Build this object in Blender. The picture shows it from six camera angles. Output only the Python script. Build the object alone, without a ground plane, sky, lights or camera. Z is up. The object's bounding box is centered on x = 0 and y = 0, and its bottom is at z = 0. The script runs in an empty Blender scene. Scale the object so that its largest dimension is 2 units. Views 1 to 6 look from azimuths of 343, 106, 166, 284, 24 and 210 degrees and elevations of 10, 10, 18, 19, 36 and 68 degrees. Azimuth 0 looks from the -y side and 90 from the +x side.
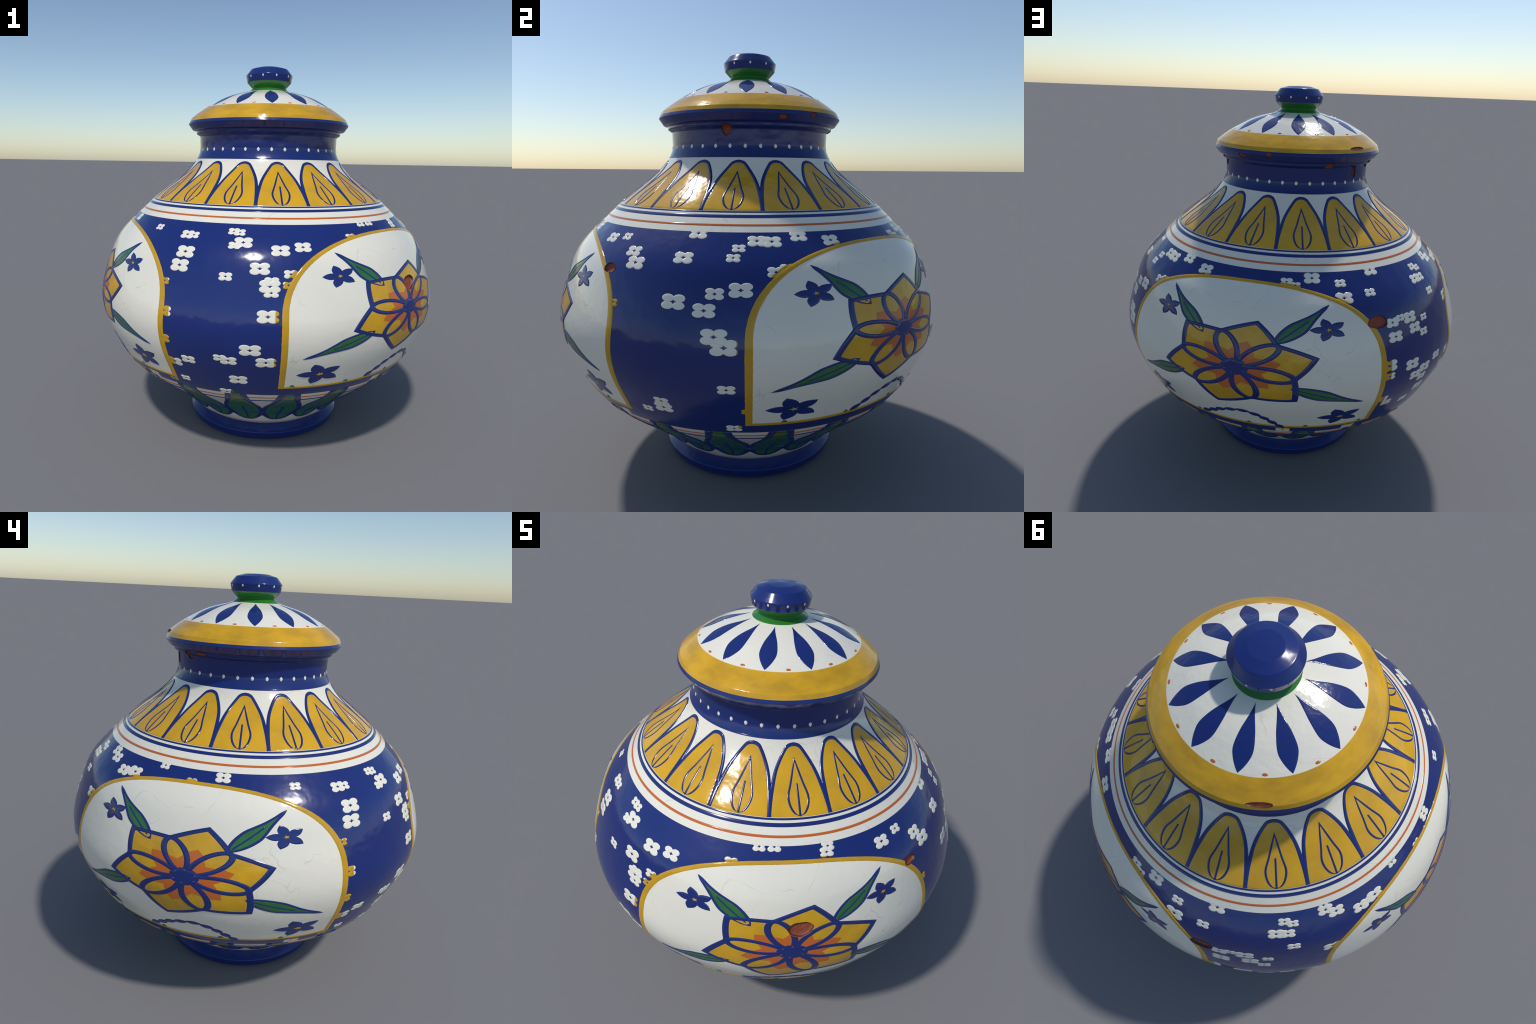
# A glazed, hand painted ceramic jar with a lid: a turned body (profile of
# revolution) carrying raised painted decoration.  Every painted piece is laid
# out on the unrolled glaze surface, in coordinates (x, s): s is the length
# along the profile from the centre of the base, x the angle times PER_DEG.
import bpy, math, random
import numpy as np
from mathutils import Vector
from mathutils.geometry import delaunay_2d_cdt

random.seed(7)
rng = np.random.default_rng(7)
PER_DEG = 0.00897            # unrolled width of one degree

# ------------------------------------------------------------------ profile
def natural_spline(xk, yk, x):
    xk, yk, x = map(lambda v: np.asarray(v, float), (xk, yk, x))
    n, h = len(xk), np.diff(xk)
    A, b = np.zeros((n, n)), np.zeros(n)
    A[0, 0] = A[-1, -1] = 1
    for i in range(1, n - 1):
        A[i, i - 1], A[i, i], A[i, i + 1] = h[i - 1], 2 * (h[i - 1] + h[i]), h[i]
        b[i] = 3 * ((yk[i + 1] - yk[i]) / h[i] - (yk[i] - yk[i - 1]) / h[i - 1])
    c = np.linalg.solve(A, b)
    d, m = np.diff(c) / (3 * h), np.diff(yk) / h - h * (2 * c[:-1] + c[1:]) / 3
    i = np.clip(np.searchsorted(xk, x) - 1, 0, n - 2)
    t = x - xk[i]
    return yk[i] + t * (m[i] + t * (c[i] + t * d[i]))

BODY_Z = [.087, .108, .128, .15, .18, .22, .26, .31, .37, .44, .53, .62, .70, .78, .86, .94, 1.02, 1.10, 1.17, 1.24, 1.31, 1.38, 1.45, 1.50, 1.55, 1.62]
BODY_R = [.3955, .426, .4475, .4685, .4935, .539, .5925, .6535, .7290, .7995, .8522, .8955, .9208, .9279, .9149, .892, .8635, .8203, .7554, .6811, .6033, .513, .4326, .3979, .3815, .382]
FOOT = [(0, 0), (.405, 0), (.4286, .0114), (.4389, .0486)]
CORNERS = [(.3838, 1.6191), (.4031, 1.6321), (.4036, 1.6445), (.4052, 1.6466), (.4245, 1.6521), (.4466, 1.6827),
           (.4312, 1.7142), (.3725, 1.7616), (.3263, 1.7864), (.2482, 1.8312), (.0998, 1.8773), (.0929, 1.8846),
           (.1219, 1.9154), (.1289, 1.9516), (.1018, 1.9852), (.06, 1.997), (0, 2.0)]
zb = np.linspace(.087, 1.547, 800)
body = np.stack([natural_spline(BODY_Z, BODY_R, zb) + .0014 * np.interp(zb, [.3, .4, .85, 1.0, 1.15, 1.25, 1.5, 1.547], [0, 1, 1, .2, .2, 1.2, 1.6, 0]), zb], 1)
OUTLINE = np.vstack([FOOT, body, CORNERS])
S = np.r_[0, np.cumsum(np.hypot(*np.diff(OUTLINE, axis=0).T))]
S = S + 1.4664 - np.interp(.80, body[:, 1], S[len(FOOT):len(FOOT) + len(body)])     # the decoration is laid out from z = 0.80 up and down
S_CORNER = S[-len(CORNERS):]
S_RIM, S_LID_IN, S_LID_EDGE, S_LID_C, S_LID_A, S_COLLAR = S_CORNER[2], S_CORNER[3], S_CORNER[5], S_CORNER[6], S_CORNER[9], S_CORNER[10]
S_KNOB, S_TOP = S_CORNER[12], S[-1]
S_START, S_FOOT, S_GREEN = S[0], S[4], 2.970
S_LID_BAND = S_CORNER[7] + (S_CORNER[8] - S_CORNER[7]) * (.3725 - .3538) / (.3725 - .3263)

def outline_at(s):
    s = np.clip(np.asarray(s, float), S_START, S_TOP)
    r, z = np.interp(s, S, OUTLINE[:, 0]), np.interp(s, S, OUTLINE[:, 1])
    dome = (s > S_LID_C) & (s < S_COLLAR)                 # the lid is a smooth dome
    ks = [S_LID_C, S_CORNER[7], S_LID_BAND, S_LID_A, S_GREEN, S_COLLAR]
    room = np.minimum(.045, np.minimum(abs(s - S_LID_C), abs(S_GREEN - s)))
    soft = lambda v: sum(np.interp(s + room * k, ks, v) for k in (-1, -.67, -.33, 0, .33, .67, 1)) / 7
    r = np.where(dome, soft([.4312, .3725, .3538, .2482, .1193, .0998]), r)
    z = np.where(dome, soft([1.7142, 1.7608, 1.7707, 1.8302, 1.8645, 1.8773]), z)
    return r, z

def profile(s):                                           # edges eased by a small round
    taps = np.linspace(-.0026, .0026, 7)
    w = np.array([1, 2, 3, 4, 3, 2, 1]) / 16
    R = [outline_at(s + t) for t in taps]
    r = sum(a * q[0] for a, q in zip(w, R)); z = sum(a * q[1] for a, q in zip(w, R))
    end = (np.asarray(s) < S_START + .003) | (np.asarray(s) > S_TOP - .003)
    r0, z0 = outline_at(s)
    return np.where(end, r0, r), np.where(end, z0, z)

TABLE_S = np.linspace(S_START, S_TOP, 12000)              # profile and outward direction, tabled once
TABLE_R, TABLE_Z = profile(TABLE_S)
_dr, _dz = np.gradient(TABLE_R), np.gradient(TABLE_Z)
_k = np.ones(15) / 15
_dr, _dz = np.convolve(_dr, _k, "same"), np.convolve(_dz, _k, "same")
TABLE_NR, TABLE_NZ = _dz / (np.hypot(_dr, _dz) + 1e-12), -_dr / (np.hypot(_dr, _dz) + 1e-12)

def surface(deg, s, h=0.0):
    """Point of the glaze at an angle and a profile length, raised by h."""
    deg, s = np.asarray(deg, float), np.asarray(s, float)
    r, z = np.interp(s, TABLE_S, TABLE_R), np.interp(s, TABLE_S, TABLE_Z)
    r = r + h * np.interp(s, TABLE_S, TABLE_NR); z = z + h * np.interp(s, TABLE_S, TABLE_NZ)
    a = np.radians(deg)
    return np.stack([r * np.sin(a), -r * np.cos(a), z], -1)

# ---------------------------------------------------------------- materials
def material(name, colour, second=None, mottle=0.0, scale=6.0, crackle=0.0, rough=.13, bump=.012, stretch=(1, 1, 1), detail=3.0, bump_scale=14.0, coat=0.0):
    m = bpy.data.materials.new(name); m.use_nodes = True
    nt = m.node_tree; N, Lk = nt.nodes, nt.links
    p = N["Principled BSDF"]
    p.inputs["Roughness"].default_value = rough
    p.inputs["IOR"].default_value = 1.5
    if coat: p.inputs["Coat Weight"].default_value = coat; p.inputs["Coat Roughness"].default_value = .08
    tc = N.new("ShaderNodeTexCoord"); mp = N.new("ShaderNodeMapping"); mp.inputs["Scale"].default_value = stretch
    Lk.new(tc.outputs["Object"], mp.inputs["Vector"])
    col = None
    rgb = N.new("ShaderNodeRGB"); rgb.outputs[0].default_value = (*colour, 1); col = rgb.outputs[0]
    if second:
        n = N.new("ShaderNodeTexNoise"); n.inputs["Scale"].default_value = scale; n.inputs["Detail"].default_value = detail; n.inputs["Roughness"].default_value = .6
        Lk.new(mp.outputs[0], n.inputs["Vector"])
        ramp = N.new("ShaderNodeValToRGB"); ramp.color_ramp.elements[0].position = .38; ramp.color_ramp.elements[1].position = .68
        Lk.new(n.outputs["Fac"], ramp.inputs[0])
        amt = N.new("ShaderNodeMath"); amt.operation = "MULTIPLY"; amt.inputs[1].default_value = mottle
        Lk.new(ramp.outputs[0], amt.inputs[0])
        mix = N.new("ShaderNodeMix"); mix.data_type = "RGBA"; mix.inputs["B"].default_value = (*second, 1)
        Lk.new(amt.outputs[0], mix.inputs["Factor"]); Lk.new(col, mix.inputs["A"]); col = mix.outputs["Result"]
    if crackle:                                           # hair cracks: thin wandering cell edges, broken into dashes
        n = N.new("ShaderNodeTexNoise"); n.inputs["Scale"].default_value = 5.5; n.inputs["Detail"].default_value = 2.5
        Lk.new(tc.outputs["Object"], n.inputs["Vector"])
        warp = N.new("ShaderNodeMix"); warp.data_type = "VECTOR"; warp.inputs["Factor"].default_value = .30
        Lk.new(tc.outputs["Object"], warp.inputs["A"]); Lk.new(n.outputs["Color"], warp.inputs["B"])
        v = N.new("ShaderNodeTexVoronoi"); v.feature = "DISTANCE_TO_EDGE"; v.inputs["Scale"].default_value = 3.6
        Lk.new(warp.outputs[1], v.inputs["Vector"])
        c = N.new("ShaderNodeMapRange"); c.inputs["From Min"].default_value = .002; c.inputs["From Max"].default_value = .0085
        c.inputs["To Min"].default_value = 1; c.inputs["To Max"].default_value = 0; Lk.new(v.outputs["Distance"], c.inputs["Value"])
        g = N.new("ShaderNodeTexNoise"); g.inputs["Scale"].default_value = 9; g.inputs["Detail"].default_value = 4; Lk.new(tc.outputs["Object"], g.inputs["Vector"])
        gm = N.new("ShaderNodeMapRange"); gm.inputs["From Min"].default_value = .45; gm.inputs["From Max"].default_value = .56; Lk.new(g.outputs["Fac"], gm.inputs["Value"])
        mu = N.new("ShaderNodeMath"); mu.operation = "MULTIPLY"; Lk.new(c.outputs[0], mu.inputs[0]); Lk.new(gm.outputs[0], mu.inputs[1])
        mv = N.new("ShaderNodeMath"); mv.operation = "MULTIPLY"; mv.inputs[1].default_value = crackle; Lk.new(mu.outputs[0], mv.inputs[0])
        mix = N.new("ShaderNodeMix"); mix.data_type = "RGBA"; mix.inputs["B"].default_value = (.28, .27, .24, 1)
        Lk.new(mv.outputs[0], mix.inputs["Factor"]); Lk.new(col, mix.inputs["A"]); col = mix.outputs["Result"]
    Lk.new(col, p.inputs["Base Color"])
    if bump:
        n = N.new("ShaderNodeTexNoise"); n.inputs["Scale"].default_value = bump_scale; n.inputs["Detail"].default_value = 2.5
        Lk.new(tc.outputs["Object"], n.inputs["Vector"])
        bp = N.new("ShaderNodeBump"); bp.inputs["Strength"].default_value = 1.0; bp.inputs["Distance"].default_value = bump
        Lk.new(n.outputs["Fac"], bp.inputs["Height"]); Lk.new(bp.outputs[0], p.inputs["Normal"])
    return m

BLUE_C = (.0105, .0255, .155)
WHITE = material("white_glaze", (.84, .80, .675), (.78, .745, .63), .5, 3, crackle=.24, bump=.0012, bump_scale=24)
BLUE = material("cobalt_glaze", BLUE_C, (.0115, .029, .170), .6, 4, rough=.15, bump=.0042, bump_scale=9)
LID_WHITE = material("lid_white_glaze", (.84, .80, .675), (.78, .745, .63), .5, 3, crackle=.18, bump=.0013, bump_scale=42)
LID_BLUE = material("lid_cobalt", (.0108, .0265, .158), bump=.0013, bump_scale=42)
LINE = material("cobalt_line", (.0108, .0265, .158), bump=0)
YELLOW = material("yellow_glaze", (.71, .39, .014), (.52, .29, .018), .75, 7, crackle=.12, bump=.0032, bump_scale=13)
BAND = material("yellow_band", (.71, .39, .014), (.46, .255, .016), .8, 7, bump=.0022, bump_scale=18, stretch=(1, 1, 3))
GOLD = material("gold_line", (.60, .335, .014), (.50, .275, .012), .6, 12, bump=0)
ORANGE = material("orange_glaze", (.56, .135, .022), bump=.0006)
GREEN = material("green_glaze", (.035, .170, .045), (.022, .125, .035), .6, 9, bump=.0006)
COLLAR = material("green_collar", (.030, .200, .030), (.02, .15, .02), .5, 8, bump=.0006)
CLAY = material("bare_clay", (.31, .066, .030), (.22, .045, .020), .6, 30, rough=.62, bump=.004, bump_scale=60)
CLAY_RIM_SHADE = material("clay_painted_rim_shade", (.060, .022, .022), rough=.5, bump=0)  # clay darkened to paint the shading around each chip's rim
DOT_WHITE = material("white_dot", (.84, .80, .675), bump=0)

# -------------------------------------------------------------- flaked chips
# (angle, s, half width in degrees, half height) where the glaze has flaked off
CHIPS = [(32.0, 1.601, 3.3, .034), (67.4, 1.740, 2.2, .0215), (-168.7, 1.687, 3.3, .029),
         (127.0, 2.570, 2.6, .0125), (147.2, 2.5885, 2.1, .0130), (-152.3, 2.627, 6.3, .0100),
         (93.0, 2.495, 3.2, .030), (-171.6, 2.512, 3.5, .0165), (-146.0, 2.472, 2.0, .032), (-124.5, 2.503, 3.4, .024), (-111.5, 2.5195, 4.0, .0085)]
def chip_outline(i, n=40, grow=1.0):
    a, s, hw, hh = CHIPS[i]
    t = np.linspace(0, 2 * np.pi, n, endpoint=False)
    wob = 1 + .05 * np.sin(2 * t + i) + .04 * np.sin(3 * t + 2.1 * i) + .02 * np.sin(7 * t + i)
    p = .85 if i >= 6 else 1.0                            # chips on the rim are squarer
    cx, cy = np.sign(np.cos(t)) * abs(np.cos(t)) ** p, np.sign(np.sin(t)) * abs(np.sin(t)) ** p
    return np.stack([(a + hw * grow * wob * cx) * PER_DEG, s + hh * grow * wob * cy], 1)

# ------------------------------------------------------------- 2D utilities
def inside(P, loops):
    P = np.asarray(P, float); res = np.zeros(len(P), bool)
    for L in loops:
        lo, hi = L.min(0), L.max(0)
        idx = np.where((P >= lo).all(1) & (P <= hi).all(1))[0]
        a, b = L, np.roll(L, -1, 0)
        slope = (b[:, 0] - a[:, 0]) / np.where(a[:, 1] == b[:, 1], 1, b[:, 1] - a[:, 1])
        for i in range(0, len(idx), 1500):
            q = P[idx[i:i + 1500]]
            y = q[:, 1:2]
            hit = ((b[:, 1] > y) != (a[:, 1] > y)) & (q[:, 0:1] < slope * (y - a[:, 1]) + a[:, 0])
            res[idx[i:i + 1500]] ^= (hit.sum(1) % 2 == 1)
    return res

def distance(P, loops, closed=True):
    P = np.asarray(P, float); best = np.full(len(P), 1e9)
    for L in loops:
        a, b = (L, np.roll(L, -1, 0)) if closed else (L[:-1], L[1:])
        d = b - a; q = (d ** 2).sum(1) + 1e-18
        for i in range(0, len(P), 1500):
            wx, wy = P[i:i + 1500, 0:1] - a[:, 0], P[i:i + 1500, 1:2] - a[:, 1]
            t = np.clip((wx * d[:, 0] + wy * d[:, 1]) / q, 0, 1)
            best[i:i + 1500] = np.minimum(best[i:i + 1500], np.sqrt(((wx - t * d[:, 0]) ** 2 + (wy - t * d[:, 1]) ** 2).min(1)))
    return best

def resample(L, step, closed=True):
    L = np.asarray(L, float); out = []
    M = len(L) if closed else len(L) - 1
    for i in range(M):
        a, b = L[i], L[(i + 1) % len(L)]
        k = max(1, int(math.ceil(np.hypot(*(b - a)) / step)))
        out += [a + (b - a) * j / k for j in range(k)]
    if not closed: out.append(L[-1])
    return np.array(out)

def thin_points(L, least):
    out = [L[0]]
    for p in L[1:]:
        if np.hypot(*(p - out[-1])) > least: out.append(p)
    if np.hypot(*(out[0] - out[-1])) < least: out.pop()
    return np.array(out)

def smooth(points, n=10, closed=False):                   # Catmull-Rom through hand placed points
    P = np.asarray(points, float)
    P = np.vstack([P[-1], P, P[:2]]) if closed else np.vstack([2 * P[0] - P[1], P, 2 * P[-1] - P[-2]])
    out = []
    for i in range(1, len(P) - 2):
        a, b, c, d = P[i - 1:i + 3]
        for t in np.linspace(0, 1, n, endpoint=False):
            out.append(.5 * (2 * b + (c - a) * t + (2 * a - 5 * b + 4 * c - d) * t * t + (3 * b - a - 3 * c + d) * t ** 3))
    if not closed: out.append(P[-2])
    return np.array(out)

def offset(L, d, closed=True):                            # parallel line, mitred
    L = np.asarray(L, float)
    if closed: p, n = np.roll(L, 1, 0), np.roll(L, -1, 0)
    else: p, n = np.vstack([2 * L[0] - L[1], L[:-1]]), np.vstack([L[1:], 2 * L[-1] - L[-2]])
    u, v = L - p, n - L
    u /= np.linalg.norm(u, axis=1)[:, None] + 1e-12; v /= np.linalg.norm(v, axis=1)[:, None] + 1e-12
    nu, nv = np.stack([u[:, 1], -u[:, 0]], 1), np.stack([v[:, 1], -v[:, 0]], 1)
    m = nu + nv
    m /= np.maximum(.35, (m * nu).sum(1))[:, None] + 1e-12
    D = d[:, None] if np.ndim(d) else d
    return L + m * D

def stroke(L, width):                                     # an open brush stroke as a closed outline
    a, b = offset(L, width / 2, False), offset(L, -width / 2, False)
    return np.vstack([a, b[::-1]])

def hoop(L, width):                                       # a closed brush line: two loops
    return [offset(L, width / 2), offset(L, -width / 2)]

# ---------------------------------------------------- raised painted pieces
def painted(loops, h, edge=.004, grid=.008, low=-.0005, chips=(), keep=None, cuts=(), dome=0.0):
    """Triangles of one raised piece on the unrolled surface: returns (xy, heights, triangles)."""
    loops = [thin_points(resample(L, max(edge * .9, .0016)), .0004) for L in loops]
    allp = np.vstack(loops); lo, hi = allp.min(0), allp.max(0)
    pts, edges = [], []
    for L in loops:
        k = len(pts); n = len(L)
        pts += list(L); edges += [(k + i, k + (i + 1) % n) for i in range(n)]
    for e in (.45, 1.0):
        for L in loops:
            for d in (edge * e, -edge * e):
                Q = offset(L, d)
                ok = inside(Q, loops)
                Q = Q[ok]
                if len(Q):
                    Q = Q[distance(Q, loops) > edge * e * .93]
                    if e < 1: Q = Q[::1]
                    pts += list(Q)
    gx = np.arange(lo[0] + grid * .37, hi[0], grid); gy = np.arange(lo[1] + grid * .41, hi[1], grid * .87)
    if len(gx) and len(gy):
        X, Y = np.meshgrid(gx, gy); X = X + (np.arange(len(gy)) % 2)[:, None] * grid * .5
        Q = np.stack([X.ravel(), Y.ravel()], 1)
        Q = Q[inside(Q, loops)]
        if len(Q): pts += list(Q[distance(Q, loops) > edge * 1.5])
    holes = []
    for c in chips:
        if (c.max(0) > lo).all() and (c.min(0) < hi).all():
            holes.append(c); k = len(pts); n = len(c)
            pts += list(c); edges += [(k + i, k + (i + 1) % n) for i in range(n)]
    for c in cuts:
        sel = (c > lo - .01).all(1) & (c < hi + .01).all(1)
        k0 = None
        for i in range(len(c)):
            if sel[i]:
                pts.append(c[i])
                if k0 is not None: edges.append((k0, len(pts) - 1))
                k0 = len(pts) - 1
            else: k0 = None
    out = delaunay_2d_cdt([Vector((float(a), float(b))) for a, b in pts], edges, [], 0, 1e-6, False)
    V = np.array([tuple(v) for v in out[0]]); F = np.array([tuple(f) for f in out[2] if len(f) == 3])
    C = V[F].mean(1)
    ok = inside(C, loops)
    if holes:
        for c in holes: ok &= ~inside(C, [c])
    if keep is not None: ok &= keep(C)
    F = F[ok]
    if not len(F): return None
    used = np.unique(F); remap = np.full(len(V), -1); remap[used] = np.arange(len(used))
    V, F = V[used], remap[F]
    d = distance(V, loops)
    H = low + (h - low) * np.sin(np.pi / 2 * np.clip(d / edge, 0, 1))
    if dome: H = H + dome * np.sqrt(np.clip(d / .02, 0, 1))
    return V, H, F

def mesh_from(name, pieces, mats, slot_of=None):
    """pieces: list of (painted result, material slot or function of centroids)."""
    vs, fs, ms, k = [], [], [], 0
    for piece, slot in pieces:
        if piece is None: continue
        V, H, F = piece
        P = surface(V[:, 0] / PER_DEG, V[:, 1], H)
        C = V[F].mean(1)
        a, b, c = P[F[:, 0]], P[F[:, 1]], P[F[:, 2]]
        nrm = np.cross(b - a, c - a)
        out = np.stack([surface(C[:, 0] / PER_DEG, C[:, 1], .01) - surface(C[:, 0] / PER_DEG, C[:, 1], 0)], 0)[0]
        flip = (nrm * out).sum(1) < 0
        F = np.where(flip[:, None], F[:, ::-1], F)
        vs.append(P); fs.append(F + k); k += len(P)
        ms.append(slot(C) if callable(slot) else np.full(len(F), slot))
    if not vs: return None
    me = bpy.data.meshes.new(name)
    me.from_pydata(np.vstack(vs).tolist(), [], np.vstack(fs).tolist())
    for m in mats: me.materials.append(m)
    me.polygons.foreach_set("material_index", np.concatenate(ms).astype(np.int32))
    me.polygons.foreach_set("use_smooth", np.ones(len(me.polygons), bool))
    me.update()
    return me

def add(name, me, parent, turn=0.0, **props):
    ob = bpy.data.objects.new(name, me)
    bpy.context.scene.collection.objects.link(ob)
    ob.parent = parent
    ob.rotation_euler.z = math.radians(turn)
    for k, v in props.items(): ob[k] = v
    return ob

# ------------------------------------------------------------- turned parts
def turned(name, s0, s1, mat, parent, step=.009, columns=360, chips=()):
    rows = list(np.linspace(s0, s1, max(2, int(math.ceil((s1 - s0) / step)) + 1)))
    for c in list(S_CORNER) + [S[1], S[2], S[3], S[4]]:
        rows += [c + d for d in (-.0026, -.0013, 0, .0013, .0026) if s0 < c + d < s1]
    rows = np.array(sorted(rows)); rows = rows[np.r_[True, np.diff(rows) > 2e-4]]; rows[-1] = s1
    cols = np.linspace(-180, 180, columns + 1)
    vs, fs = [], []
    nr = len(rows)
    G = surface(np.repeat(cols[:-1], nr), np.tile(rows, columns))
    vs = [tuple(p) for p in G]
    blocked = np.zeros((columns, nr - 1), bool)
    for ci in chips:
        L = chip_outline(ci); lo, hi = L.min(0), L.max(0)
        c0 = np.searchsorted(cols * PER_DEG, lo[0]) - 2; c1 = np.searchsorted(cols * PER_DEG, hi[0]) + 1
        r0 = max(0, np.searchsorted(rows, lo[1]) - 2); r1 = min(nr - 1, np.searchsorted(rows, hi[1]) + 1)
        blocked[c0:c1, r0:r1] = True
        pts, edges = [], []
        for i in range(c0, c1 + 1):
            for j in range(r0, r1 + 1):
                q = np.array([[cols[i] * PER_DEG, rows[j]]])
                if i in (c0, c1) or j in (r0, r1) or (not inside(q, [L])[0] and distance(q, [L])[0] > .002): pts.append(q[0])
        k, n = len(pts), len(L)
        pts += list(L); edges += [(k + i, k + (i + 1) % n) for i in range(n)]
        out = delaunay_2d_cdt([Vector((float(a), float(b))) for a, b in pts], edges, [], 0, 1e-7, False)
        V = np.array([tuple(v) for v in out[0]])
        cut = inside(np.array([V[list(f)].mean(0) for f in out[2]]), [L])
        F = [f for f, c in zip(out[2], cut) if not c]
        base = len(vs)
        vs += [tuple(p) for p in surface(V[:, 0] / PER_DEG, V[:, 1])]
        fs += [tuple(base + i for i in f) for f in F]
    for i in range(columns):
        j2 = (i + 1) % columns
        for j in range(nr - 1):
            if not blocked[i, j]: fs.append((i * nr + j, j2 * nr + j, j2 * nr + j + 1, i * nr + j + 1))
    me = bpy.data.meshes.new(name); me.from_pydata(vs, [], fs)
    import bmesh
    bm = bmesh.new(); bm.from_mesh(me)
    bmesh.ops.remove_doubles(bm, verts=bm.verts, dist=2e-5)
    bmesh.ops.recalc_face_normals(bm, faces=bm.faces)
    bm.to_mesh(me); bm.free()
    me.materials.append(mat)
    me.polygons.foreach_set("use_smooth", np.ones(len(me.polygons), bool)); me.update()
    C = np.array([p.center for p in me.polygons][:1])
    return add(name, me, parent)

def ring(name, s0, s1, mat, parent, h=.0014, edge=.003, columns=360):
    """A painted line running all the way round."""
    u = np.array([0, .35, .7, 1.0]) * min(edge, (s1 - s0) * .45)
    rows = np.r_[s0 + u, s1 - u[::-1]]
    hs = np.r_[-.0004, h * .55, h * .9, h, h, h * .9, h * .55, -.0004]
    deg = np.linspace(-180, 180, columns + 1)[:-1]
    nr = len(rows)
    vs = surface(np.repeat(deg, nr), np.tile(rows, columns), np.tile(hs, columns)).tolist()
    fs = [(i * nr + j, ((i + 1) % columns) * nr + j, ((i + 1) % columns) * nr + j + 1, i * nr + j + 1) for i in range(columns) for j in range(nr - 1)]
    me = bpy.data.meshes.new(name); me.from_pydata(vs, [], fs); me.materials.append(mat)
    me.polygons.foreach_set("use_smooth", np.ones(len(me.polygons), bool)); me.update()
    return add(name, me, parent)

# ==================================================================== build
jar = bpy.data.objects.new("lidded_jar", None)
bpy.context.scene.collection.objects.link(jar)
jar["label"] = "round blue and white glazed ceramic jar with domed lid and painted flowers"
jar["category"] = "lidded jar"

foot = turned("foot", S_START, S_FOOT, BLUE, jar)
base_band = turned("base_band", S_FOOT, 1.075, WHITE, jar)
belly = turned("belly", 1.075, 1.939, BLUE, jar, chips=(0, 1, 2))
shoulder = turned("shoulder", 1.939, 2.368, WHITE, jar)
neck = turned("neck", 2.368, S_RIM, BLUE, jar, step=.006, chips=(6, 7, 8, 9, 10))
lid = turned("lid", S_LID_BAND, S_GREEN, LID_WHITE, jar)
lid_band = turned("lid_band", 2.604, S_LID_BAND, BAND, lid, chips=(5,))
lid_rim = turned("lid_rim", S_RIM, 2.604, BLUE, lid, step=.005, chips=(3, 4))
knob = turned("knob", S_KNOB, S_TOP, BLUE, jar, step=.005, columns=180)
collar = turned("knob_collar", S_GREEN, S_KNOB, COLLAR, knob, step=.005, columns=180)

# the inside of the jar wall, closed off by the lid
s_in = np.linspace(.66, S_RIM - .09, 90)
deep = surface(90, s_in, -.03)
wall = [(0, deep[0, 2])] + [(float(p[0]), float(p[2])) for p in deep] + [(.352, 1.618), (.362, 1.630)]
me = bpy.data.meshes.new("inner_wall")
n = 96
me.from_pydata([(r * math.sin(2 * math.pi * i / n), -r * math.cos(2 * math.pi * i / n), z) for i in range(n) for r, z in wall], [],
               [(i * len(wall) + j, i * len(wall) + j + 1, ((i + 1) % n) * len(wall) + j + 1, ((i + 1) % n) * len(wall) + j) for i in range(n) for j in range(len(wall) - 1)])
me.materials.append(WHITE); me.polygons.foreach_set("use_smooth", np.ones(len(me.polygons), bool))
add("inner_wall", me, jar)

# chips: shallow hollows of bare clay
for i, (a, s, hw, hh) in enumerate(CHIPS):
    owner = belly if i < 3 else lid if i < 6 else neck
    L = chip_outline(i, 48)
    depth = min(.0105, hh * .40)
    mid = L.mean(0)
    rings = [(1.012, .0012), (.985, .0002), (.955, -depth * .6), (.88, -depth * .9), (.6, -depth * .97), (.3, -depth), (.0, -depth)]
    vs, fs = [], []
    for e, h in rings[:-1]:
        Q = mid + (L - mid) * e
        rough = rng.normal(0, .0005, len(Q)) * (e < .9)
        vs += surface(Q[:, 0] / PER_DEG, Q[:, 1], h + rough).tolist()
    vs.append(surface(mid[0] / PER_DEG, mid[1], -depth).tolist()); n = len(L)
    for k in range(len(rings) - 2):
        fs += [(k * n + j, k * n + (j + 1) % n, (k + 1) * n + (j + 1) % n, (k + 1) * n + j) for j in range(n)]
    k = len(rings) - 2
    fs += [(k * n + j, k * n + (j + 1) % n, len(vs) - 1) for j in range(n)]
    me = bpy.data.meshes.new("chip"); me.from_pydata(vs, [], fs); me.materials.append(CLAY); me.materials.append(CLAY_RIM_SHADE)
    me.polygons.foreach_set("material_index", np.array([1 if j < 2 * n else 0 for j in range(len(fs))], np.int32))
    me.polygons.foreach_set("use_smooth", np.ones(len(me.polygons), bool))
    add("chip", me, owner)

# --------------------------------------------------------------- ring lines
ring("blue_line", 2.0385, 2.0480, LINE, shoulder)
ring("blue_line", 2.0115, 2.0285, LINE, shoulder, h=.0018)
ring("orange_line", 1.9690, 1.9805, ORANGE, shoulder)
ring("orange_line", 1.0405, 1.0490, ORANGE, base_band, h=.0024)
ring("blue_line", 1.0010, 1.0100, LINE, base_band, h=.0026)
ring("yellow_line", .5865, .5900, GOLD, base_band, h=.0008, edge=.001)
ring("blue_edge", 2.366, 2.374, LINE, neck, h=.0012)

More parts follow.
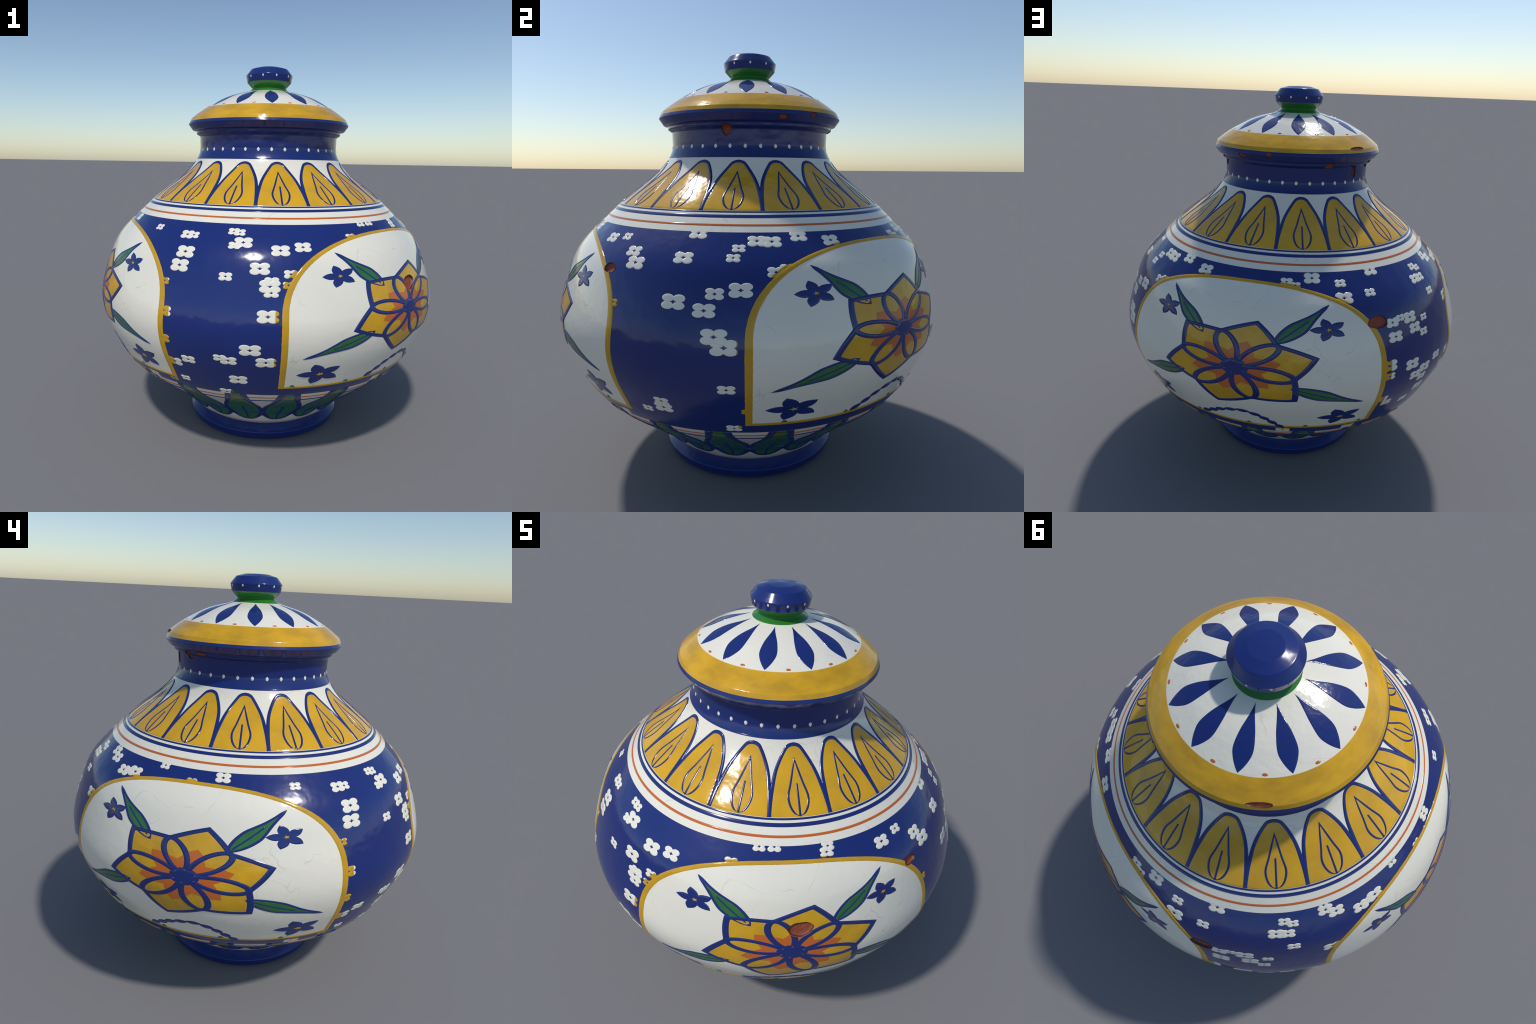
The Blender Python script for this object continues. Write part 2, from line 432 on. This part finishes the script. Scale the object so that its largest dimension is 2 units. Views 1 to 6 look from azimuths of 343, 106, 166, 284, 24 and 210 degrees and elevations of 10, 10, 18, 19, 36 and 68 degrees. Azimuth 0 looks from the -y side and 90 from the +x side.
# ------------------------------------------------------- shoulder petals, 16
D = PER_DEG
half = [(11.25, 2.049), (11.22, 2.085), (10.75, 2.150), (9.55, 2.228), (7.35, 2.284), (4.25, 2.330), (2.1, 2.343), (0, 2.3465)]
arch = smooth([(x * D, s) for x, s in half], 8)
arch = np.vstack([arch, (arch[:-1] * [-1, 1])[::-1]])
fill = arch.copy()
line = stroke(arch, .0175)
seed_half = [(0, 2.2915), (1.25, 2.243), (2.7, 2.186), (3.95, 2.134), (3.3, 2.092), (1.7, 2.063), (0, 2.055)]
seed = smooth([(x * D, s) for x, s in seed_half], 7)
seed = np.vstack([seed, (seed[1:-1] * [-1, 1])[::-1]])
seed_out = smooth([(0, 2.300)] + [((x) * D + .0057, s) for x, s in seed_half[1:-1]] + [(0, 2.0503)], 7)
seed_out = np.vstack([seed_out, (seed_out[1:-1] * [-1, 1])[::-1]])
seed_in = smooth([(0, 2.270)] + [(x * D - .0050, s) for x, s in seed_half[1:-1]] + [(0, 2.0597)], 7)
seed_in = np.vstack([seed_in, (seed_in[1:-1] * [-1, 1])[::-1]])
rib = np.array([(0, 2.056), (0, 2.186)])
lim = 11.25 * D
mates = lambda C: (abs(C[:, 0]) < lim) & (C[:, 1] > 2.0478)
edge_cuts = [np.array([(-lim, y) for y in np.arange(2.03, 2.2, .004)]), np.array([(lim, y) for y in np.arange(2.03, 2.2, .004)])]
petal = mesh_from("shoulder_petal", [
    (painted([fill], .0012, .003, .010), 0),
    (painted([line], .0026, .004, .008, keep=mates, cuts=edge_cuts), 1),
    (painted([seed_out, seed_in], .0024, .003, .006), 1),
    (painted([stroke(resample(rib, .006, False), .0100)], .0023, .003, .006), 1)], [YELLOW, LINE])
for k in range(16):
    add("shoulder_petal", petal, shoulder, 11.25 + 22.5 * k)

# ------------------------------------------------- green leaves at the base, 20
gh = [(0, .634), (2.8, .639), (4.9, .656), (6.7, .695), (7.55, .755), (7.4, .81), (6.6, .86), (4.8, .922), (3.1, .99), (2.1, 1.03), (1.55, 1.0755)]
green = smooth([(x * D, s) for x, s in gh], 6)
green = np.vstack([green, (green[1:] * [-1, 1])[::-1]])
oh = [(0, .622), (3.2, .628), (6.3, .648), (9.0, .680), (9.0, .838), (7.9, .885), (6.4, .93), (5.0, .99), (4.2, 1.04), (3.7, 1.0755)]
outer = np.array([(x * D, s) for x, s in oh])
outer = np.vstack([smooth(outer[:4], 6), smooth(outer[4:], 6)])
outer = np.vstack([outer, (outer[1:] * [-1, 1])[::-1]])
def base_leaf_mesh(wide, lift):
    o = outer * [wide, 1]
    return mesh_from("base_leaf", [
    (painted([o], .0010 + lift, .003, .014), 1),
    (painted([green], .0018, .002, .014), 0),
    (painted([o, green], .0031 + lift, .003, .010), 1),
    (painted([stroke(smooth([(-.3 * D, .635), (0, .72), (.1 * D, .88)], 8), .014)], .0033, .003, .008), 1)], [GREEN, LINE])
base_leaves = base_leaf_mesh(1.0, 0), base_leaf_mesh(1.03, .0003)
for k in range(20):
    add("base_leaf", base_leaves[k % 2], base_band, 9 + 18 * k)

# ----------------------------------------------------------------- neck dots
def ellipse(x, s, a, b, n=20):
    t = np.linspace(0, 2 * np.pi, n, endpoint=False)
    return np.stack([x + a * np.cos(t), s + b * np.sin(t)], 1)
def drop(a, b, n=20):
    t = np.linspace(0, 2 * np.pi, n, endpoint=False)
    return np.stack([a * np.sign(np.cos(t)) * abs(np.cos(t)) ** 1.25, b * np.sign(np.sin(t)) * abs(np.sin(t)) ** 1.25], 1)
dot = mesh_from("neck_dot", [(painted([drop(1.2 * D, .0104) + [0, 2.4198]], .0018, .005, .004), 0)], [DOT_WHITE])
for k in range(36):
    add("neck_dot", dot, neck, 5 + 10 * k)
dot = mesh_from("knob_dot", [(painted([ellipse(0, 3.0765, 2.1 * D, .0070)], .0012, .004, .005), 0)], [DOT_WHITE])
for k in range(10):
    add("knob_dot", dot, knob, 36.3 * k)

# ------------------------------------------------------------ lid decoration
lp = [(0, 2.9615), (2.3, 2.930), (4.7, 2.898), (6.5, 2.866), (7.35, 2.825), (6.9, 2.795), (4.9, 2.768), (2.6, 2.745), (0, 2.7235)]
lp = smooth([(x * D, s) for x, s in lp], 6)
lp = np.vstack([lp, (lp[1:-1] * [-1, 1])[::-1]])
lid_petal = mesh_from("lid_petal", [(painted([lp], .0012, .004, .010), 0)], [LID_BLUE])
lid_dot = mesh_from("lid_dot", [(painted([ellipse(0, 2.7315, 1.75 * D, .0062)], .0016, .004, .004), 0)], [ORANGE])
for k in range(12):
    add("lid_petal", lid_petal, lid, 15 + 30 * k)
    add("lid_dot", lid_dot, lid, 30 * k)

# ---------------------------------------------------------- painted panels, 3
X0, SIDE, BOTTOM, SPRING, CROWN, BULGE = 0.0, 42.25 * D, 1.1365, 1.500, 1.8765, 2.3
t = np.linspace(0, np.pi, 90)
arch_top = np.stack([SIDE * np.sign(np.cos(t)) * abs(np.cos(t)) ** (2 / BULGE), SPRING + (CROWN - SPRING) * np.sin(t) ** (2 / BULGE)], 1)
PANEL = thin_points(resample(np.vstack([[(-SIDE, BOTTOM), (SIDE, BOTTOM)], arch_top]), .008), .002)
PANEL = thin_points(PANEL, .003)
inner_line = offset(PANEL, -.0085); outer_line = offset(PANEL, .0085)
if inside(outer_line[:1] * 0 + PANEL.mean(0), [inner_line])[0] and np.ptp(inner_line[:, 0]) > np.ptp(outer_line[:, 0]):
    inner_line, outer_line = outer_line, inner_line
# blossoms this close to the frame turn gold

side_ness = np.abs(PANEL[:, 0]) / SIDE
FLAKE = np.interp(PANEL[:, 1], [1.62, 1.72], [.0245, .0165]) + 0 * side_ness   # wider along the sides
frame_far = offset(PANEL, FLAKE)
if np.ptp(frame_far[:, 0]) < np.ptp(PANEL[:, 0]): frame_far = offset(PANEL, -FLAKE)
frame_far = np.vstack([frame_far, frame_far[:1]])

def flower_parts():
    c = np.array([0, 1.4935]); pol = lambda r, a: c + r * np.array([math.cos(math.radians(a)), math.sin(math.radians(a))])
    tips = [16.6 + 60 * k for k in range(6)]
    parts = []
    outline = []
    for k, a in enumerate(tips):
        n0, n1, tip = pol(.151, a - 29.9), pol(.151, a + 30.1), pol(.2065, a)
        def bow(p, q, b):
            m = (p + q) / 2; m = m + (m - c) / np.linalg.norm(m - c) * b
            u = np.linspace(0, 1, 8, endpoint=False)[:, None]
            return (1 - u) ** 2 * p + 2 * u * (1 - u) * m + u ** 2 * q
        e = np.vstack([bow(n0, tip, .008), bow(tip, n1, .008)])
        outline.append(e)
        parts.append(("flower_petal", [np.vstack([[c], e, [n1]])], .0020, .003, .012, YELLOW, 0))
        star = [c, pol(.070, a - 30), pol(.1025, a - 10.8), pol(.1195, a), pol(.1025, a + 10.8), pol(.070, a + 30)]
        parts.append(("inner_petal", [np.array(star)], .00245, .0012, .012, ORANGE, 0))
        ang = math.radians(a + 30.2); ax, pe = np.array([math.cos(ang), math.sin(ang)]), np.array([-math.sin(ang), math.cos(ang)])
        u = np.linspace(0, 2 * np.pi, 48, endpoint=False)
        w = .0268 * (1 + .16 * np.cos(u) - .16 * np.cos(u) ** 2)
        loop = c + np.outer(.0835 + .0685 * np.cos(u), ax) + np.outer(w * np.sin(u), pe)
        parts.append(("flower_loop", hoop(loop, .0182), .0034 + .00013 * k, .0045, .006, LINE, 0))
    parts.insert(0, ("flower_ground", [np.vstack(outline)], .00175, .003, .014, YELLOW, 0))
    parts.append(("flower_outline", hoop(np.vstack(outline), .0178), .0031, .0045, .006, LINE, 0))
    u = np.linspace(0, 2 * np.pi, 36, endpoint=False)
    hub = c + np.stack([np.cos(u), np.sin(u)], 1) * (.034 + .0025 * np.cos(6 * (u - math.radians(46.7))))[:, None]
    parts.append(("flower_hub", [hub], .0042, .008, .006, LINE, 0))
    for k in range(6):
        q = pol(.0275, 20 + 60 * k + 9 * (k % 2)); parts.append(("hub_fleck", [ellipse(q[0], q[1], .0036 - .0006 * (k % 3), .0017 + .0004 * (k % 2), 10)], .0047, .001, .003, ORANGE, 0))
    return parts

def leaf_outline(base, tip):
    base, tip = np.array(base), np.array(tip)
    ax = tip - base; L = np.linalg.norm(ax); ax = ax / L; pe = np.array([-ax[1], ax[0]])
    w = [(0, 0), (.05, .010), (.15, .0185), (.27, .0235), (.40, .0245), (.52, .0190), (.66, .0112), (.80, .0058), (.92, .0028), (1.0, .0)]
    def shape(w):
        up = smooth([base + ax * L * t + pe * v for t, v in w], 5); dn = smooth([base + ax * L * t - pe * v for t, v in w], 5)
        return np.vstack([up, dn[1:-1][::-1]])
    wide = [(-.03, 0)] + [(t, v + .0036) for t, v in w[1:-1]] + [(1.015, 0)]
    slim = [(.035, 0)] + [(t, v - .0042) for t, v in w[1:-3]] + [(.80, .0022), (.89, 0)]
    return shape(wide), shape(slim), np.array([base + ax * L * .06, base + ax * L * .33, base + ax * L * .60])

def small_flower(x, s, R):
    pts = []
    for k in range(5):
        a = 180 + 72 * k
        for da, r in ((-36, .50), (-29.5, .61), (-21, .735), (-11, .87), (0, 1.03), (11, .87), (21, .735), (29.5, .61)):
            q = math.radians(a + da); pts.append((x + R * r * math.cos(q), s + R * r * math.sin(q)))
    star = []
    for k in range(10):
        q = math.radians(180 + 36 * k); r = R * (.215 if k % 2 == 0 else .075)
        star.append((x + r * math.cos(q), s + r * math.sin(q)))
    return np.array(pts), np.array(star)

LEAVES = [((10.9 * D, 1.615), (26.3 * D, 1.7835)), ((-10.9 * D, 1.615), (-26.3 * D, 1.7835)),
          ((16.0 * D, 1.417), (37.1 * D, 1.3135)), ((-16.0 * D, 1.417), (-37.1 * D, 1.3135))]
SMALL = [(-25.95 * D, 1.676, .0505), (25.85 * D, 1.676, .0505), (-31.1 * D, 1.219, .0645), (31.1 * D, 1.219, .0645)]
BEADS = [(-11.8, 1.157), (-8.8, 1.183), (-5.9, 1.209), (-2.3, 1.2305), (1.6, 1.2405), (5.3, 1.2265), (8.1, 1.2005), (10.5, 1.1705), (12.9, 1.139)]
PIECES = flower_parts()
cache = {}
LOW = {'flower_petal': .0020, 'inner_petal': .00245, 'flower_loop': .0012, 'flower_outline': .0006, 'flower_hub': .0025}
def panel_piece(name, loops, h, edge, grid, mats, slots, parent, turn, chips, extra=()):
    allp = np.vstack([L for L in loops])
    touch = [c for c in chips if (c.max(0) > allp.min(0)).all() and (c.min(0) < allp.max(0)).all()]
    key = (name, allp.round(6).tobytes(), h)
    if not touch and key in cache: me = cache[key]
    else:
        pieces = [(painted(loops, h, edge, grid, LOW.get(name, .0004), chips=touch), slots)]
        for lo, hh, ee, gg, sl in extra: pieces.append((painted(lo, hh, ee, gg, .0008, chips=touch), sl))
        me = mesh_from(name, pieces, mats)
        if not touch: cache[key] = me
    return add(name, me, parent, turn) if me else None

for turn in (30, 150, 270):
    chips = []
    for i in range(3):
        d = ((CHIPS[i][0] - turn + 180) % 360) - 180
        chips.append(chip_outline(i) + [(d - CHIPS[i][0]) * D, 0])
    panel = panel_piece("painted_panel", [inner_line if 0 else PANEL], .0010, .003, .016, [WHITE], 0, jar, turn, chips)
    wob = lambda L, k: L + rng.normal(0, .0002, L.shape)
    panel_piece("panel_frame", [wob(outer_line, 0), wob(inner_line, 1)], .0024, .0035, .008, [GOLD], 0, panel, 0, chips)
    for name, loops, h, edge, grid, mat, slot in PIECES:
        panel_piece(name, loops, h, edge, grid, [mat], 0, panel, 0, chips)
    for base, tip in LEAVES:
        wide_l, slim_l, mid_l = leaf_outline(base, tip)
        panel_piece("leaf", [wide_l], .0015, .003, .008, [GREEN, LINE], 1, panel, 0, chips,
                    extra=[([slim_l], .0017, .0012, .008, 0), ([wide_l, slim_l], .0027, .0028, .006, 1), ([stroke(resample(mid_l, .006, False), .0070)], .0025, .0025, .006, 1)])
    for x, s, R in SMALL:
        f, st = small_flower(x, s, R)
        panel_piece("small_flower", [f], .0026, .0045, .006, [LINE, YELLOW], 0, panel, 0, chips, extra=[([st], .0034, .001, .003, 1)])
    for i, (x, s) in enumerate(BEADS):
        a, b = np.array(BEADS[max(0, i - 1)]) * [D, 1], np.array(BEADS[min(len(BEADS) - 1, i + 1)]) * [D, 1]
        g = math.atan2(*(b - a)[::-1])
        e = drop(.0215, .0128, 24) * [1, 1]
        e = np.stack([x * D + e[:, 0] * math.cos(g) - e[:, 1] * math.sin(g), s + e[:, 0] * math.sin(g) + e[:, 1] * math.cos(g)], 1)
        panel_piece("bead", [e], .0036 + .0003 * (i % 2), .004, .006, [LINE], 0, panel, 0, chips)
    for k in range(-3, 3):                                 # leaf tips showing over the foot of the frame
        x = ((9 + 18 * round((turn - 9) / 18) + 18 * k - turn + 180) % 360) - 180
        if abs(x) < 41:
            tri = np.array([(x - .95) * D, 1.1445]), np.array([(x + .95) * D, 1.1445]), np.array([(x + .25) * D, 1.156]), np.array([(x - .25) * D, 1.156])
            panel_piece("leaf_tip", [np.array(tri)], .0040, .002, .004, [GREEN], 0, panel, 0, [])

# ------------------------------------------------------------ white blossoms
# (angle, s, half size) of each four petalled blossom
BLOSSOMS = [
    (-60.0, 1.885, .0185), (-45.4, 1.862, .0245), (-42.8, 1.862, .0195), (-43.3, 1.772, .0305), (-44.1, 1.707, .030), (-28.8, 1.896, .0195),
    (-26.7, 1.891, .0195), (-25.0, 1.837, .0295), (-27.7, 1.820, .0195), (-13.3, 1.799, .0285), (-19.4, 1.715, .0285), (-29.1, 1.675, .0195),
    (-16.0, 1.660, .0205), (-16.5, 1.640, .029), (-16.1, 1.612, .0205), (-10.6, 1.692, .0195), (-11.3, 1.645, .0165), (-6.2, 1.816, .026),
    (-16.9, 1.512, .029), (-21.5, 1.360, .029), (-30.0, 1.310, .0185), (-27.6, 1.298, .0235), (-17.2, 1.297, .028), (-39.9, 1.275, .022),
    (-45.0, 1.245, .025), (-25.3, 1.182, .0275), (-43.3, 1.142, .017), (-29.6, 1.086, .024), (-48.6, 1.123, .018), (-48.2, 1.629, .0165),
    (-46.9, 1.498, .025), (-47.2, 1.369, .022), (-131.0, 1.910, .025), (-127.8, 1.886, .026), (-131.3, 1.934, .0195), (-119.9, 1.850, .0255),
    (-117.8, 1.858, .019), (-114.4, 1.862, .0275), (-104.1, 1.930, .0185), (-92.8, 1.880, .018), (-82.9, 1.915, .0245), (-59.0, 1.094, .025),
    (-130.9, 1.679, .027), (20.0, 1.934, .020), (24.7, 1.936, .021), (40.8, 1.902, .021), (41.5, 1.924, .020), (12.2, 1.860, .020),
    (59.8, 1.873, .026), (66.8, 1.889, .0195), (73.5, 1.825, .0255), (76.0, 1.776, .0285), (92.3, 1.930, .028), (90.1, 1.814, .027),
    (110.0, 1.897, .027), (114.3, 1.893, .0275), (104.9, 1.863, .019), (103.6, 1.819, .019), (89.6, 1.644, .0295), (99.6, 1.680, .0225),
    (105.8, 1.695, .0285), (97.3, 1.619, .027), (72.0, 1.611, .016), (99.9, 1.528, .030), (102.2, 1.491, .031), (102.6, 1.326, .021),
    (85.5, 1.235, .021), (85.5, 1.199, .026), (80.1, 1.174, .0165), (103.8, 1.109, .0215), (107.3, 1.212, .0145), (68.8, 1.099, .018),
    (122.6, 1.918, .0265), (132.7, 1.892, .0275), (114.5, 1.761, .022), (117.6, 1.774, .020), (163.0, 1.889, .0205), (166.0, 1.874, .017),
    (171.6, 1.910, .0275), (-178.8, 1.881, .0195), (-178.5, 1.810, .0285), (-165.8, 1.930, .027), (-169.1, 1.824, .0195), (-144.3, 1.893, .0195),
    (-141.7, 1.880, .0175), (-147.0, 1.834, .0245), (-143.5, 1.832, .022), (-142.0, 1.752, .0195), (-163.4, 1.672, .0225), (-160.2, 1.684, .0165),
    (-156.1, 1.674, .0265), (-149.5, 1.651, .0165), (-162.8, 1.606, .0255), (-154.5, 1.620, .0245), (-150.6, 1.586, .0185), (-165.9, 1.480, .028),
    (-165.5, 1.428, .0185), (-156.8, 1.453, .027), (-150.5, 1.405, .026), (-154.7, 1.386, .024), (-150.8, 1.352, .021), (-144.2, 1.434, .0215),
    (-137.3, 1.340, .019), (-135.3, 1.413, .020), (-150.1, 1.283, .024), (-154.9, 1.220, .020), (-165.6, 1.290, .019), (-163.5, 1.251, .021),
    (163.8, 1.099, .024), (-173.9, 1.099, .024), (24.3, 1.098, .022)]

def blossom_outline(R):
    """Outer outline and the little hole of four touching round petals."""
    m, p, q, core = .662, .532, .532, .735                # petal centre, half length, half width; the middle
    out = []
    for u in np.linspace(0, 2 * np.pi, 72, endpoint=False):
        v = (u % (np.pi / 2)) - np.pi / 4                 # angle from the nearest petal axis
        A = (math.cos(v) / p) ** 2 + (math.sin(v) / q) ** 2; B = -2 * m * math.cos(v) / p ** 2; C = (m / p) ** 2 - 1
        disc = B * B - 4 * A * C
        far = (-B + math.sqrt(disc)) / (2 * A) if disc > 0 else 0
        r = R * max(far, core)
        out.append((r * math.cos(u), r * math.sin(u)))
    k = .235 * R
    hole = [(k, 0), (k * .36, k * .36), (0, k), (-k * .36, k * .36), (-k, 0), (-k * .36, -k * .36), (0, -k), (k * .36, -k * .36)]
    return thin_points(np.array(out), R * .02), thin_points(np.array(hole), R * .01)

rr_h = lambda i: .0011 + .00009 * (i % 8)
for i, (a, s, R) in enumerate(BLOSSOMS):
    near = min((30, 150, 270), key=lambda p: abs((a - p + 180) % 360 - 180))
    x = ((a - near + 180) % 360 - 180) * D
    out, hole = blossom_outline(R * .965)
    out, hole = out * [.97, 1], hole * [.97, 1]
    out, hole = out + [x, s], hole + [x, s]
    chips = []
    for c in range(3):
        d = ((CHIPS[c][0] - near + 180) % 360) - 180
        chips.append(chip_outline(c) + [(d - CHIPS[c][0]) * D, 0])
    rim_line = np.vstack([PANEL, PANEL[:1]])
    gk = round((a - 9) / 18) * 18 + 9
    gx = ((gk - near + 180) % 360 - 180) * D
    tipline = np.array([(gx - 2.1 * D, 1.03), (gx - 1.55 * D, 1.078), (gx, 1.165), (gx + 1.55 * D, 1.078), (gx + 2.1 * D, 1.03)])
    def slot(C):
        m = np.zeros(len(C), int)
        m[inside(C, [frame_far[:-1]])] = 1
        m[inside(C, [tipline]) & (C[:, 1] < 1.15)] = 2
        return m
    keep = lambda C: ~inside(C, [PANEL]) & (C[:, 1] < 1.9395)
    piece = painted([out, hole], rr_h(i), .0032, .0055, chips=chips, keep=keep,
                    cuts=[resample(frame_far, .003, False), resample(rim_line, .003, False), resample(np.vstack([tipline, tipline[:1]]), .004, False)])
    me = mesh_from("blossom", [(piece, slot)], [DOT_WHITE, GOLD, GREEN])
    if me: add("blossom", me, belly, near)
